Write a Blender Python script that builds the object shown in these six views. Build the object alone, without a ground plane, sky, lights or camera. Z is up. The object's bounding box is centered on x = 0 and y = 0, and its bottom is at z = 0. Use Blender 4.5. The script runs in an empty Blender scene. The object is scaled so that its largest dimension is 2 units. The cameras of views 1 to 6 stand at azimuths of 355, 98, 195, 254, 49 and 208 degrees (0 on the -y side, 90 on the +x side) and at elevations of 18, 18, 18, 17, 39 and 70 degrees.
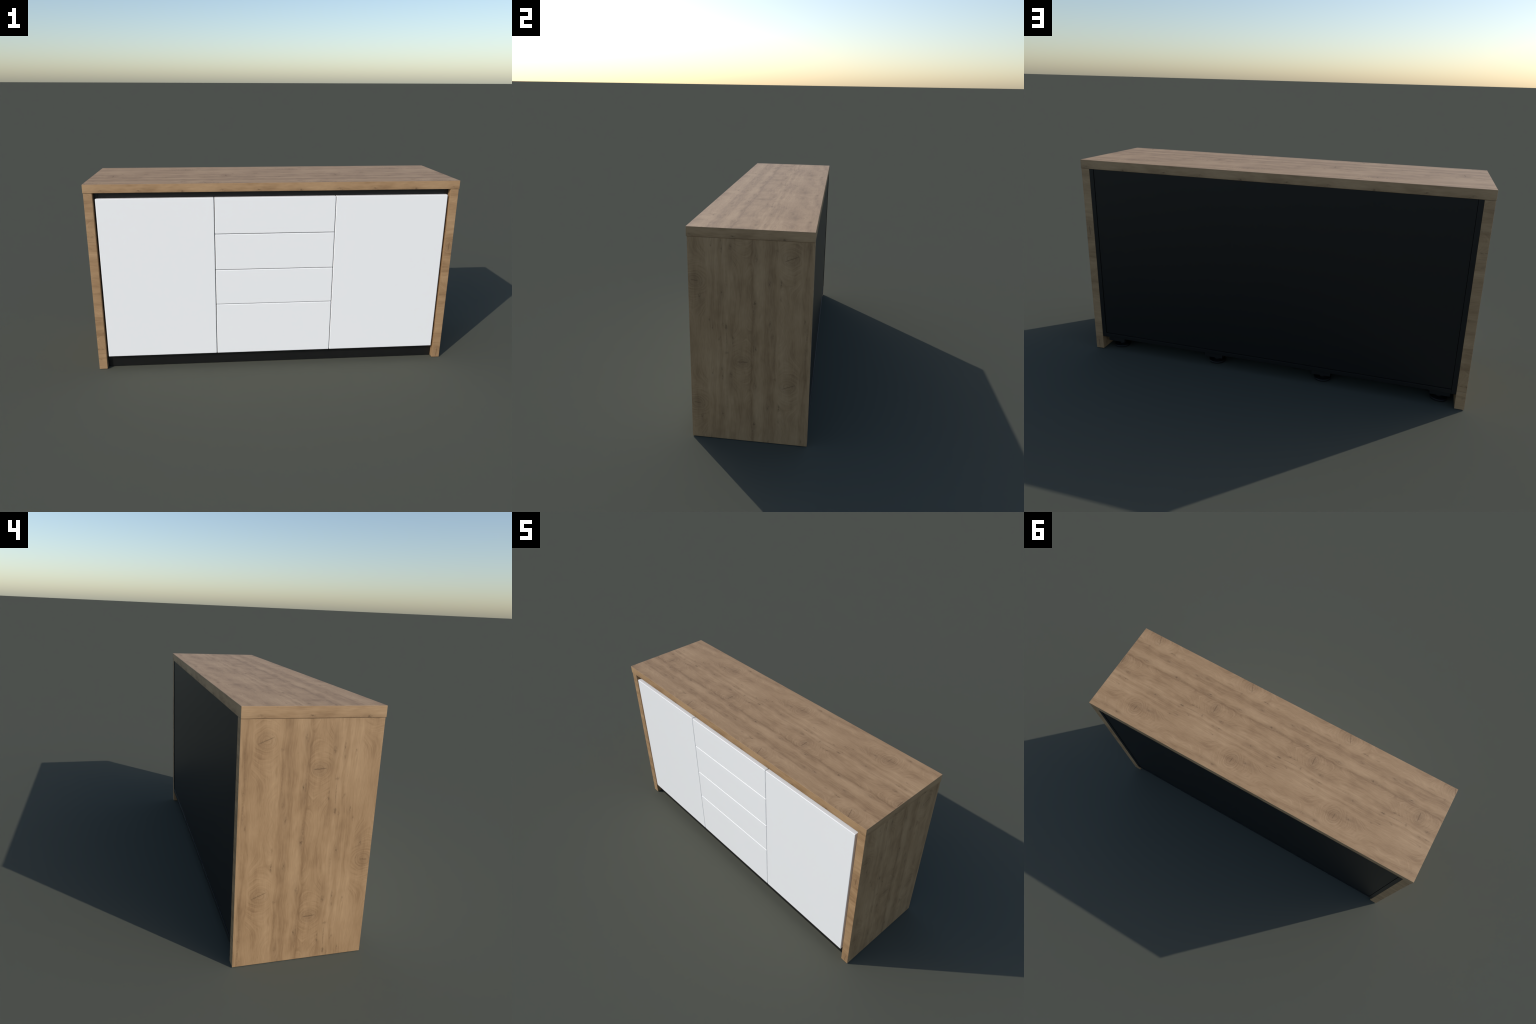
"""Wide low sideboard: oak-look top and side panels, black carcass, two white
doors and a stack of four white drawer fronts, black plinth and pad feet."""
import bpy, bmesh, math
from mathutils import Vector, Matrix

# ------------------------------------------------------------------ sizes (m)
W = 2.0                       # overall width, along x
D = 0.5625                    # overall depth, along y (front is -y)
H = 1.0625                    # overall height
TOP_T = 0.045                 # tabletop thickness
TOP_Z = H - TOP_T             # underside of the tabletop
SIDE_X = 0.9982               # outer face of the side panels
SIDE_IN = 0.9535              # inner face of the side panels
SIDE_FRONT, SIDE_BACK = -0.2785, 0.2808
FRONT_Y = -0.2785             # front face of doors and drawers
DOOR_T = 0.0255
CARC_Y0, CARC_Y1 = -0.2500, 0.2808
CARC_Z0 = 0.0765
CARC_T = 0.0225
DOOR_Z0, DOOR_Z1 = 0.0765, 0.9855
DOOR_X = 0.9408               # outer edge of the doors
COL_X = 0.3265                # joint between doors and drawer column
GAP = 0.0036
DRAWER_JOINTS = (0.3790, 0.5830, 0.7862)
PERIOD = 0.625                # repeat of the printed oak decor along the grain
CROSS = 0.66                  # repeat across the grain


# ------------------------------------------------------------- node utilities
class Nodes:
    def __init__(self, tree):
        self.t = tree

    def new(self, kind, **kw):
        n = self.t.nodes.new(kind)
        for k, v in kw.items():
            setattr(n, k, v)
        return n

    def put(self, sock, v):
        if isinstance(v, bpy.types.NodeSocket):
            self.t.links.new(v, sock)
        else:
            sock.default_value = v

    def m(self, op, a, b=0.0, c=0.0, clamp=False):
        n = self.new('ShaderNodeMath', operation=op, use_clamp=clamp)
        for s, v in zip(n.inputs, (a, b, c)):
            self.put(s, v)
        return n.outputs[0]

    def xyz(self, x, y, z):
        n = self.new('ShaderNodeCombineXYZ')
        for s, v in zip(n.inputs, (x, y, z)):
            self.put(s, v)
        return n.outputs[0]

    def noise(self, vec, scale=1.0, detail=2.0, rough=0.5, dist=0.0):
        n = self.new('ShaderNodeTexNoise', noise_dimensions='3D')
        self.put(n.inputs['Vector'], vec)
        n.inputs['Scale'].default_value = scale
        n.inputs['Detail'].default_value = detail
        n.inputs['Roughness'].default_value = rough
        n.inputs['Distortion'].default_value = dist
        return n.outputs['Fac']

    def smooth(self, v, lo, hi, a=0.0, b=1.0):
        n = self.new('ShaderNodeMapRange', interpolation_type='SMOOTHSTEP')
        for s, x in zip(n.inputs, (v, lo, hi, a, b)):
            self.put(s, x)
        return n.outputs[0]

    def ramp(self, v, stops, interp='LINEAR'):
        n = self.new('ShaderNodeValToRGB')
        n.color_ramp.interpolation = interp
        el = n.color_ramp.elements
        while len(el) < len(stops):
            el.new(0.5)
        for e, (p, col) in zip(el, stops):
            e.position = p
            e.color = (*col, 1.0) if len(col) == 3 else col
        self.put(n.inputs[0], v)
        return n.outputs[0]

    def mix(self, f, a, b, blend='MIX'):
        n = self.new('ShaderNodeMix', data_type='RGBA', blend_type=blend)
        self.put(n.inputs[0], f)
        self.put(n.inputs[6], a if isinstance(a, bpy.types.NodeSocket) else (*a, 1))
        self.put(n.inputs[7], b if isinstance(b, bpy.types.NodeSocket) else (*b, 1))
        return n.outputs[2]


# ----------------------------------------------- oak decor as a function g, c
# g runs along the grain (repeats every PERIOD), c runs across it.
# big knots: g, c, half strip width, crack slope, crack half length, darkness
KNOTS = ((0.937, 0.184, 0.047, 0.42, 0.034, 0.5),
         (0.824, -0.032, 0.043, 0.06, 0.030, 1.0),
         (0.434, -0.250, 0.052, -0.10, 0.018, 0.5))
# small pin knots with a curl of grain: g, c, radius, strength
PINS = ((0.948, 0.030, 0.011, 0.8), (0.752, 0.029, 0.010, 1.0), (0.529, 0.027, 0.010, 1.0),
        (0.507, -0.228, 0.014, 0.9), (0.486, -0.127, 0.011, 1.0), (0.866, -0.128, 0.009, 0.6),
        (0.896, -0.086, 0.014, 0.8), (0.430, 0.090, 0.014, 0.9), (0.625, 0.093, 0.013, 0.8),
        (0.360, -0.320, 0.012, 0.8), (0.905, -0.316, 0.012, 0.6), (0.687, 0.107, 0.011, 0.8),
        (0.600, 0.250, 0.010, 0.7), (0.800, 0.256, 0.009, 0.6))
# dark dashes along the grain: g, c, half length, half width, strength
DASHES = ((0.903, 0.118, 0.006, 0.006, 0.9), (0.428, 0.141, 0.018, 0.004, 1.0),
          (0.888, -0.173, 0.010, 0.0030, 1.0), (0.652, -0.106, 0.014, 0.006, 1.0),
          (0.782, -0.106, 0.006, 0.009, 0.7), (0.725, -0.077, 0.014, 0.003, 1.0),
          (0.705, -0.076, 0.008, 0.003, 1.0), (0.657, -0.171, 0.013, 0.003, 0.9),
          (0.640, -0.122, 0.010, 0.004, 0.8), (0.908, -0.125, 0.016, 0.004, 0.9),
          (0.720, -0.105, 0.060, 0.0022, 0.7), (0.705, -0.136, 0.006, 0.003, 0.7),
          (0.505, 0.140, 0.012, 0.003, 0.7), (0.515, 0.170, 0.012, 0.005, 0.4),
          (0.715, -0.142, 0.006, 0.006, 0.5), (0.620, -0.185, 0.012, 0.003, 0.7),
          (0.800, 0.116, 0.080, 0.0022, 0.45), (0.760, 0.020, 0.070, 0.003, 0.45),
          (0.560, 0.020, 0.060, 0.006, 0.55), (0.665, 0.262, 0.050, 0.004, 0.6),
          (0.880, 0.262, 0.060, 0.003, 0.45), (0.745, 0.262, 0.018, 0.005, 0.6),
          (0.690, 0.022, 0.006, 0.003, 0.6), (0.440, -0.105, 0.050, 0.004, 0.35))


def build_oak_group():
    tree = bpy.data.node_groups.new('oak_decor', 'ShaderNodeTree')
    tree.interface.new_socket('Grain', in_out='INPUT', socket_type='NodeSocketFloat')
    tree.interface.new_socket('Cross', in_out='INPUT', socket_type='NodeSocketFloat')
    tree.interface.new_socket('Color', in_out='OUTPUT', socket_type='NodeSocketColor')
    tree.interface.new_socket('Dark', in_out='OUTPUT', socket_type='NodeSocketFloat')
    N = Nodes(tree)
    gi = N.new('NodeGroupInput')
    go = N.new('NodeGroupOutput')
    G, C0 = gi.outputs[0], gi.outputs[1]
    m = N.m
    half = PERIOD / 2
    # the grain coordinate bent into a loop: noise repeats without a seam
    th = m('MULTIPLY', G, 2 * math.pi / PERIOD)
    R = PERIOD / (2 * math.pi)
    ca, sa = m('MULTIPLY', m('COSINE', th), R), m('MULTIPLY', m('SINE', th), R)

    def field(fg, fc, off=0.0, c=None, **kw):
        cc = C0 if c is None else c
        return N.noise(N.xyz(m('MULTIPLY', ca, fg), m('MULTIPLY', sa, fg),
                             m('MULTIPLY_ADD', cc, fc, off)), **kw)

    def dist(g0, c0, c=None):
        dg = m('WRAP', m('SUBTRACT', G, g0), half, -half)
        dc = m('WRAP', m('SUBTRACT', C0 if c is None else c, c0), CROSS / 2, -CROSS / 2)
        return dg, dc

    # slow wander of the grain lines
    wob = m('MULTIPLY', m('SUBTRACT', field(6, 9, 3.1, detail=1.5), 0.5), 0.030)
    # fine crinkle used to roughen edges of flecks and rings
    crk = m('MULTIPLY', m('SUBTRACT', field(70, 110, 7.7, detail=2.0), 0.5), 0.008)
    speck = N.smooth(field(110, 190, 31.0, detail=2.0), 0.36, 0.60, 0.15, 1.0)
    # grain is pushed aside by the small knots
    push = None
    pins = []
    for g0, c0, r, s in PINS:
        dg, dc = dist(g0, c0)
        e = m('ADD', m('POWER', m('DIVIDE', dg, 2.6 * r), 2.0), m('POWER', m('DIVIDE', dc, 1.3 * r), 2.0))
        bell = m('POWER', 2.71828, m('MULTIPLY', e, -1.0))
        p = m('MULTIPLY', m('MULTIPLY', dc, bell), -0.9)
        push = p if push is None else m('ADD', push, p)
        core = m('ADD', m('POWER', m('DIVIDE', m('ADD', dg, m('MULTIPLY', crk, 1.6)), 0.95 * r), 2.0),
                 m('POWER', m('DIVIDE', m('ADD', dc, m('MULTIPLY', crk, 1.3)), 0.42 * r), 2.0))
        core = m('MULTIPLY', m('POWER', 2.71828, m('MULTIPLY', core, -1.0)), speck)
        # smear of darker wood trailing along the grain
        e2 = m('ADD', m('POWER', m('DIVIDE', m('ADD', dg, wob), 5.0 * r), 2.0),
               m('POWER', m('DIVIDE', m('ADD', dc, m('MULTIPLY', wob, 0.6)), 0.95 * r), 2.0))
        pins.append((core, m('POWER', 2.71828, m('MULTIPLY', e2, -1.0)), s))
    C = m('ADD', m('ADD', C0, wob), push)

    # --- straight grain
    broad = field(2.6, 15, 1.3, C, detail=2.0, rough=0.55)
    patch = field(9, 13, 5.9, C, detail=2.0, rough=0.55)
    streak = field(5.5, 70, 2.2, C, detail=3.0, rough=0.6)
    fibre = field(22, 300, 9.4, C, detail=2.0, rough=0.6)
    thread = field(12, 160, 4.4, C, detail=2.0, rough=0.5)

    # --- strips of crown-cut wood round the big knots
    ring_sum, ring_mask, dark = None, None, None
    flame = None
    wr = m('MULTIPLY', m('SUBTRACT', field(14, 18, 11.0, detail=1.0), 0.5), 0.026)
    for i, (g0, c0, hw, slope, cl, dk) in enumerate(KNOTS):
        dg, dc = dist(g0, c0)
        edge = m('ADD', m('ABSOLUTE', dc), m('MULTIPLY', wob, 0.5))
        strip = N.smooth(edge, hw * 0.82, hw * 1.18, 1.0, 0.0)
        # concentric near the knot, opening into long arches further away
        r = m('SQRT', m('ADD', m('POWER', m('MULTIPLY', dc, 0.86), 2.0), m('POWER', dg, 2.0)))
        sag = m('MULTIPLY', m('POWER', m('DIVIDE', dc, hw), 2.0), 0.020)
        ag = m('ABSOLUTE', dg)
        turn = N.smooth(ag, 0.07, 0.27)
        skew = m('MULTIPLY', m('MULTIPLY', dc, turn), (1.9, -2.2, 1.7)[i])
        arch = m('ADD', m('ADD', m('MULTIPLY', ag, m('SUBTRACT', 1.0, m('MULTIPLY', turn, 0.55))), sag), skew)
        near = N.smooth(r, 0.028, 0.085, 1.0, 0.0)
        rad = m('ADD', m('MULTIPLY', r, near), m('MULTIPLY', arch, m('SUBTRACT', 1.0, near)))
        rad = m('ADD', rad, wr)
        jit = N.noise(N.xyz(m('MULTIPLY', rad, 150), m('MULTIPLY', dc, 9), 3.0 * i),
                      detail=3.0, rough=0.62)
        fade = N.smooth(m('ABSOLUTE', dg), 0.10, 0.30, 1.0, 0.7)
        lines = m('MULTIPLY', m('MULTIPLY', m('SUBTRACT', jit, 0.5), fade), strip)
        ring_sum = lines if ring_sum is None else m('ADD', ring_sum, lines)
        ring_mask = strip if ring_mask is None else m('MAXIMUM', ring_mask, strip)
        # outline ring and dusky heart of the knot
        hr = hw * 0.60
        rr = m('ADD', r, m('MULTIPLY', wr, 0.25))
        rim = m('POWER', 2.71828, m('MULTIPLY', m('POWER', m('DIVIDE', m('SUBTRACT', rr, hr), 0.0028), 2.0), -1.0))
        heart = N.smooth(r, hr * 0.3, hr * 1.6, 1.0, 0.0)
        # the crack: thin, slanted, a little jagged
        off = m('ADD', m('SUBTRACT', dg, m('MULTIPLY', dc, -slope)), m('MULTIPLY', crk, 0.55))
        line = m('POWER', 2.71828, m('MULTIPLY', m('POWER', m('DIVIDE', off, 0.0021), 2.0), -1.0))
        line = m('MULTIPLY', line, N.smooth(m('ABSOLUTE', dc), cl * 0.6, cl, 1.0, 0.0))
        d = m('ADD', m('MULTIPLY', line, 0.72),
              m('ADD', m('MULTIPLY', m('MULTIPLY', rim, speck), 0.20), m('MULTIPLY', m('MULTIPLY', heart, m('ADD', 0.35, patch)), 0.34 * dk)))
        dark = d if dark is None else m('ADD', dark, d)

    # --- pin knots and dashes
    for core, bell, s in pins:
        dark = m('ADD', dark, m('ADD', m('MULTIPLY', core, 0.75 * s), m('MULTIPLY', bell, 0.24 * s)))
    for g0, c0, hl, hw, s in DASHES:
        dg, dc = dist(g0, c0, m('ADD', C0, m('MULTIPLY', wob, 0.25)))
        e = m('ADD', m('POWER', m('DIVIDE', m('ADD', dg, crk), hl), 2.0),
              m('POWER', m('DIVIDE', m('ADD', dc, m('MULTIPLY', crk, 0.4)), hw), 2.0))
        dark = m('ADD', dark, m('MULTIPLY', m('MULTIPLY', m('POWER', 2.71828, m('MULTIPLY', e, -1.0)), speck), 0.88 * s))
    # scattered tiny pores
    pore = field(55, 190, 21.0, C, detail=1.0)
    dark = m('ADD', dark, m('MULTIPLY', N.smooth(pore, 0.70, 0.80), 0.22))

    # --- tone of the strips across the board (smooth steps with wandering edges)
    cw = m('FRACT', m('ADD', m('DIVIDE', m('ADD', C0, m('MULTIPLY', wob, 0.6)), CROSS), 0.5))

    def at(c):
        return (c / CROSS + 0.5) % 1.0
    tones = ((-0.33, 0.52), (-0.30, 0.62), (-0.25, 0.52), (-0.20, 0.50), (-0.185, 0.60), (-0.15, 0.58),
             (-0.135, 0.40), (-0.115, 0.62), (-0.085, 0.50), (-0.06, 0.44), (0.00, 0.50), (0.012, 0.30),
             (0.030, 0.72), (0.058, 0.66), (0.075, 0.36), (0.112, 0.34), (0.128, 0.56), (0.150, 0.60),
             (0.205, 0.50), (0.225, 0.58), (0.258, 0.34), (0.275, 0.48), (0.30, 0.56))
    tone = N.ramp(cw, [(at(c), (v, v, v)) for c, v in tones], 'EASE')
    sep = N.new('ShaderNodeSeparateColor')
    N.put(sep.inputs[0], tone)
    tone = sep.outputs[0]

    mottle = field(15, 42, 14.0, C, detail=3.0, rough=0.65)
    straight = m('SUBTRACT', 1.0, m('MULTIPLY', ring_mask, 0.75))
    v = m('MULTIPLY_ADD', m('SUBTRACT', tone, 0.5), 0.80, 0.54)
    v = m('ADD', v, m('MULTIPLY', m('SUBTRACT', broad, 0.5), 0.95))
    v = m('ADD', v, m('MULTIPLY', m('SUBTRACT', patch, 0.5), 0.60))
    v = m('ADD', v, m('MULTIPLY', m('MULTIPLY', m('SUBTRACT', streak, 0.5), 0.95), straight))
    v = m('ADD', v, m('MULTIPLY', m('MULTIPLY', m('SUBTRACT', thread, 0.5), 0.50), straight))
    v = m('ADD', v, m('MULTIPLY', m('SUBTRACT', fibre, 0.5), 0.42))
    v = m('ADD', v, m('MULTIPLY', m('SUBTRACT', mottle, 0.5), 0.48))
    v = m('ADD', v, m('MULTIPLY', ring_sum, 1.15))
    col = N.ramp(v, [(0.0, OAK_DARK), (0.5, OAK_MID), (1.0, OAK_LIGHT)])
    dk = m('MULTIPLY', dark, 0.80, clamp=True)
    col = N.mix(dk, col, OAK_KNOT)
    tree.links.new(col, go.inputs[0])
    tree.links.new(dk, go.inputs[1])
    return tree


OAK_DARK = (0.252, 0.142, 0.065)
OAK_MID = (0.394, 0.239, 0.119)
OAK_LIGHT = (0.495, 0.314, 0.166)
OAK_KNOT = (0.140, 0.076, 0.034)


def principled(name, rough=0.5, spec=0.5):
    mat = bpy.data.materials.new(name)
    mat.use_nodes = True
    t = mat.node_tree
    b = t.nodes['Principled BSDF']
    b.inputs['Roughness'].default_value = rough
    b.inputs['Specular IOR Level'].default_value = spec
    return mat, Nodes(t), b


def oak_material(name, group, g_axis, g_sign, g_off, c_axis, c_sign, c_off):
    """The oak decor laid on one set of faces: g and c are signed object axes."""
    mat, N, b = principled(name, 0.42)
    tc = N.new('ShaderNodeTexCoord')
    sep = N.new('ShaderNodeSeparateXYZ')
    N.put(sep.inputs[0], tc.outputs['Object'])
    ax = {'x': 0, 'y': 1, 'z': 2}
    g = N.m('MULTIPLY_ADD', sep.outputs[ax[g_axis]], g_sign, g_off)
    c = N.m('MULTIPLY_ADD', sep.outputs[ax[c_axis]], c_sign, c_off)
    grp = N.new('ShaderNodeGroup')
    grp.node_tree = group
    N.put(grp.inputs[0], g)
    N.put(grp.inputs[1], c)
    N.put(b.inputs['Base Color'], grp.outputs[0])
    N.put(b.inputs['Roughness'], N.m('MULTIPLY_ADD', grp.outputs[1], 0.12, 0.55))
    return mat


def plain_material(name, color, rough, spec=0.5, grain=0.0, grain_scale=40.0):
    mat, N, b = principled(name, rough, spec)
    tc = N.new('ShaderNodeTexCoord')
    n = N.noise(tc.outputs['Object'], grain_scale, 3.0, 0.6)
    f = N.m('MULTIPLY_ADD', N.m('SUBTRACT', n, 0.5), grain, 1.0)
    col = N.mix(1.0, color, N.xyz(f, f, f), 'MULTIPLY')
    N.put(b.inputs['Base Color'], col)
    return mat


# ------------------------------------------------------------ mesh utilities
def board_mesh(name, x0, x1, y0, y1, z0, z1, bevel=0.001, segments=2, mats=(), pick=None):
    """A board with softened edges; pick(normal) gives the material slot."""
    bm = bmesh.new()
    bmesh.ops.create_cube(bm, size=1.0)
    for v in bm.verts:
        v.co = Vector((x0 if v.co.x < 0 else x1, y0 if v.co.y < 0 else y1, z0 if v.co.z < 0 else z1))
    if bevel:
        bmesh.ops.bevel(bm, geom=bm.edges[:], offset=bevel, segments=segments, profile=0.5,
                        affect='EDGES', clamp_overlap=True)
    bm.normal_update()
    for f in bm.faces:
        n = f.normal
        f.smooth = max(abs(n.x), abs(n.y), abs(n.z)) < 0.999
        if pick:
            f.material_index = pick(n)
    me = bpy.data.meshes.new(name)
    bm.to_mesh(me)
    bm.free()
    for mt in mats:
        me.materials.append(mt)
    # flat faces stay flat, only the edge rounding is smooth
    vn = [Vector((0, 0, 0)) for _ in me.vertices]
    for p in me.polygons:
        w = p.area
        for vi in p.vertices:
            vn[vi] += p.normal * w
    for p in me.polygons:
        p.use_smooth = True
    me.normals_split_custom_set_from_vertices([v.normalized() if v.length else Vector((0, 0, 1)) for v in vn])
    return me


def lathe_mesh(name, profile, mat, steps=48):
    """Solid of revolution about z from (radius, z) pairs."""
    bm = bmesh.new()
    rings = []
    for r, z in profile:
        if r < 1e-6:
            rings.append([bm.verts.new((0, 0, z))])
        else:
            rings.append([bm.verts.new((r * math.cos(2 * math.pi * k / steps),
                                        r * math.sin(2 * math.pi * k / steps), z)) for k in range(steps)])
    for a, b in zip(rings, rings[1:]):
        for k in range(steps):
            q = [a[k % len(a)], a[(k + 1) % len(a)], b[(k + 1) % len(b)], b[k % len(b)]]
            q = list(dict.fromkeys(q))
            if len(q) > 2:
                bm.faces.new(q)
    bmesh.ops.recalc_face_normals(bm, faces=bm.faces[:])
    for f in bm.faces:
        f.smooth = True
    for e in bm.edges:
        if len(e.link_faces) == 2 and e.calc_face_angle(0) > 0.6:
            e.smooth = False
    me = bpy.data.meshes.new(name)
    bm.to_mesh(me)
    bm.free()
    me.materials.append(mat)
    return me


def place(name, mesh, parent, loc=(0, 0, 0)):
    ob = bpy.data.objects.new(name, mesh)
    bpy.context.scene.collection.objects.link(ob)
    ob.parent = parent
    ob.location = loc
    return ob


# ------------------------------------------------------------------ build it
def build():
    oak = build_oak_group()
    # tabletop: decor runs along x; long edges and ends carry their own banding
    top_mats = (oak_material('oak_top_face', oak, 'x', -1, 1.817, 'y', -1, -0.072),
                oak_material('oak_top_long_edge', oak, 'x', -1, 1.288, 'z', 1, -0.9975),
                oak_material('oak_top_left_end', oak, 'y', 1, 0.738, 'z', 1, -0.9975),
                oak_material('oak_top_right_end', oak, 'y', -1, 0.678, 'z', 1, -0.9975))
    left_mats = (oak_material('oak_left_face', oak, 'z', 1, 0.0, 'y', 1, 0.0),
                 oak_material('oak_left_edge', oak, 'x', 1, 1.70, 'z', 1, -0.20))
    right_mats = (oak_material('oak_right_face', oak, 'z', -1, PERIOD * 2, 'y', 1, 0.0),
                  oak_material('oak_right_edge', oak, 'x', 1, -0.78, 'z', -1, 0.66))
    black = plain_material('black_melamine', (0.0092, 0.0092, 0.0092), 0.42, 0.38, 0.10, 60)
    white = plain_material('white_lacquer', (0.990, 0.990, 0.985), 0.38, 0.5, 0.012, 3)
    plastic = plain_material('black_plastic', (0.008, 0.008, 0.009), 0.6, 0.35, 0.10, 90)

    root = bpy.data.objects.new('sideboard', None)
    bpy.context.scene.collection.objects.link(root)
    root['label'] = 'wide oak-look sideboard with white doors and drawer fronts'
    root['category'] = 'sideboard'

    def main_axis(n):
        a = (abs(n.x), abs(n.y), abs(n.z))
        return a.index(max(a))

    place('tabletop', board_mesh('tabletop', -W / 2, W / 2, -D / 2, D / 2, TOP_Z, H, 0.0011, 2,
                                 top_mats, lambda n: {2: 0, 1: 1, 0: 2 if n.x < 0 else 3}[main_axis(n)]), root)
    side_top = TOP_Z - 0.0008
    for sgn, mats in ((-1, left_mats), (1, right_mats)):
        xs = sorted((sgn * SIDE_IN, sgn * SIDE_X))
        place('side_panel', board_mesh('side_panel', xs[0], xs[1], SIDE_FRONT, SIDE_BACK, 0.0, side_top,
                                       0.0010, 2, mats, lambda n: 0 if main_axis(n) == 0 else 1), root)

    # black carcass
    cx = SIDE_IN - 0.0006
    inner = cx - CARC_T
    z1 = TOP_Z - 0.0006
    side = board_mesh('carcass_side', -CARC_T / 2, CARC_T / 2, CARC_Y0, CARC_Y1, CARC_Z0, z1, 0.0008, 1, (black,))
    for s in (-1, 1):
        place('carcass_side', side, root, (s * (cx - CARC_T / 2), 0, 0))
    span = inner - 0.0006
    place('carcass_top', board_mesh('carcass_top', -span, span, CARC_Y0, CARC_Y1 - 0.012, z1 - 0.045, z1,
                                    0.0008, 1, (black,)), root)
    place('carcass_base', board_mesh('carcass_base', -span, span, CARC_Y0, CARC_Y1, CARC_Z0, CARC_Z0 + CARC_T,
                                     0.0008, 1, (black,)), root)
    divider = board_mesh('divider_panel', -CARC_T / 2, CARC_T / 2, CARC_Y0, CARC_Y1 - 0.012,
                         CARC_Z0 + CARC_T + 0.0005, z1 - 0.0455, 0.0008, 1, (black,))
    for s in (-1, 1):
        place('divider_panel', divider, root, (s * COL_X, 0, 0))
    place('back_panel', board_mesh('back_panel', -span + 0.0003, span - 0.0003, CARC_Y1 - 0.0115, CARC_Y1 - 0.0030,
                                   CARC_Z0 + CARC_T + 0.0015, z1, 0.0008, 1, (black,)), root)
    place('plinth', board_mesh('plinth', -cx + 0.0004, cx - 0.0004, CARC_Y0, CARC_Y0 + CARC_T, 0.0, CARC_Z0 - 0.0006,
                               0.0008, 1, (black,)), root)

    # white fronts
    yb = FRONT_Y + DOOR_T
    bev = 0.0028
    door_w = DOOR_X - COL_X - GAP / 2
    door = board_mesh('door', -door_w / 2, door_w / 2, FRONT_Y, yb, DOOR_Z0, DOOR_Z1, bev, 3, (white,))
    for s in (-1, 1):
        place('door', door, root, (s * (DOOR_X - door_w / 2), 0, 0))
    levels = (DOOR_Z0,) + DRAWER_JOINTS + (DOOR_Z1,)
    dw = COL_X - GAP / 2
    for k in range(4):
        lo = levels[k] + (GAP / 2 if k else 0)
        hi = levels[k + 1] - (GAP / 2 if k < 3 else 0)
        place('drawer_front', board_mesh('drawer_front', -dw, dw, FRONT_Y, yb, lo, hi, bev, 3, (white,)), root)

    # pad feet: a square block, a round collar and stem, a wide round pad
    block = board_mesh('foot', -0.049, 0.049, -0.049, 0.058, -0.0315, -0.0006, 0.001, 1, (plastic,))
    stem = lathe_mesh('foot_stem', ((0, -0.0310), (0.031, -0.0310), (0.029, -0.0395), (0.014, -0.0400),
                                    (0.014, -0.0660), (0, -0.0660)), plastic)
    pad = lathe_mesh('foot_pad', ((0, -0.0640), (0.036, -0.0640), (0.0435, -0.0660), (0.0450, -0.0690),
                                  (0.0440, -0.0755), (0.0425, -0.0765), (0, -0.0765)), plastic)
    for yy, turn in ((0.200, 0), (-0.165, math.pi)):
        for k in range(4):
            f = place('foot', block, root, (-0.881 + k * 2 * 0.881 / 3, yy, CARC_Z0))
            f.rotation_euler = (0, 0, turn)
            place('foot_stem', stem, f)
            place('foot_pad', pad, f)


build()
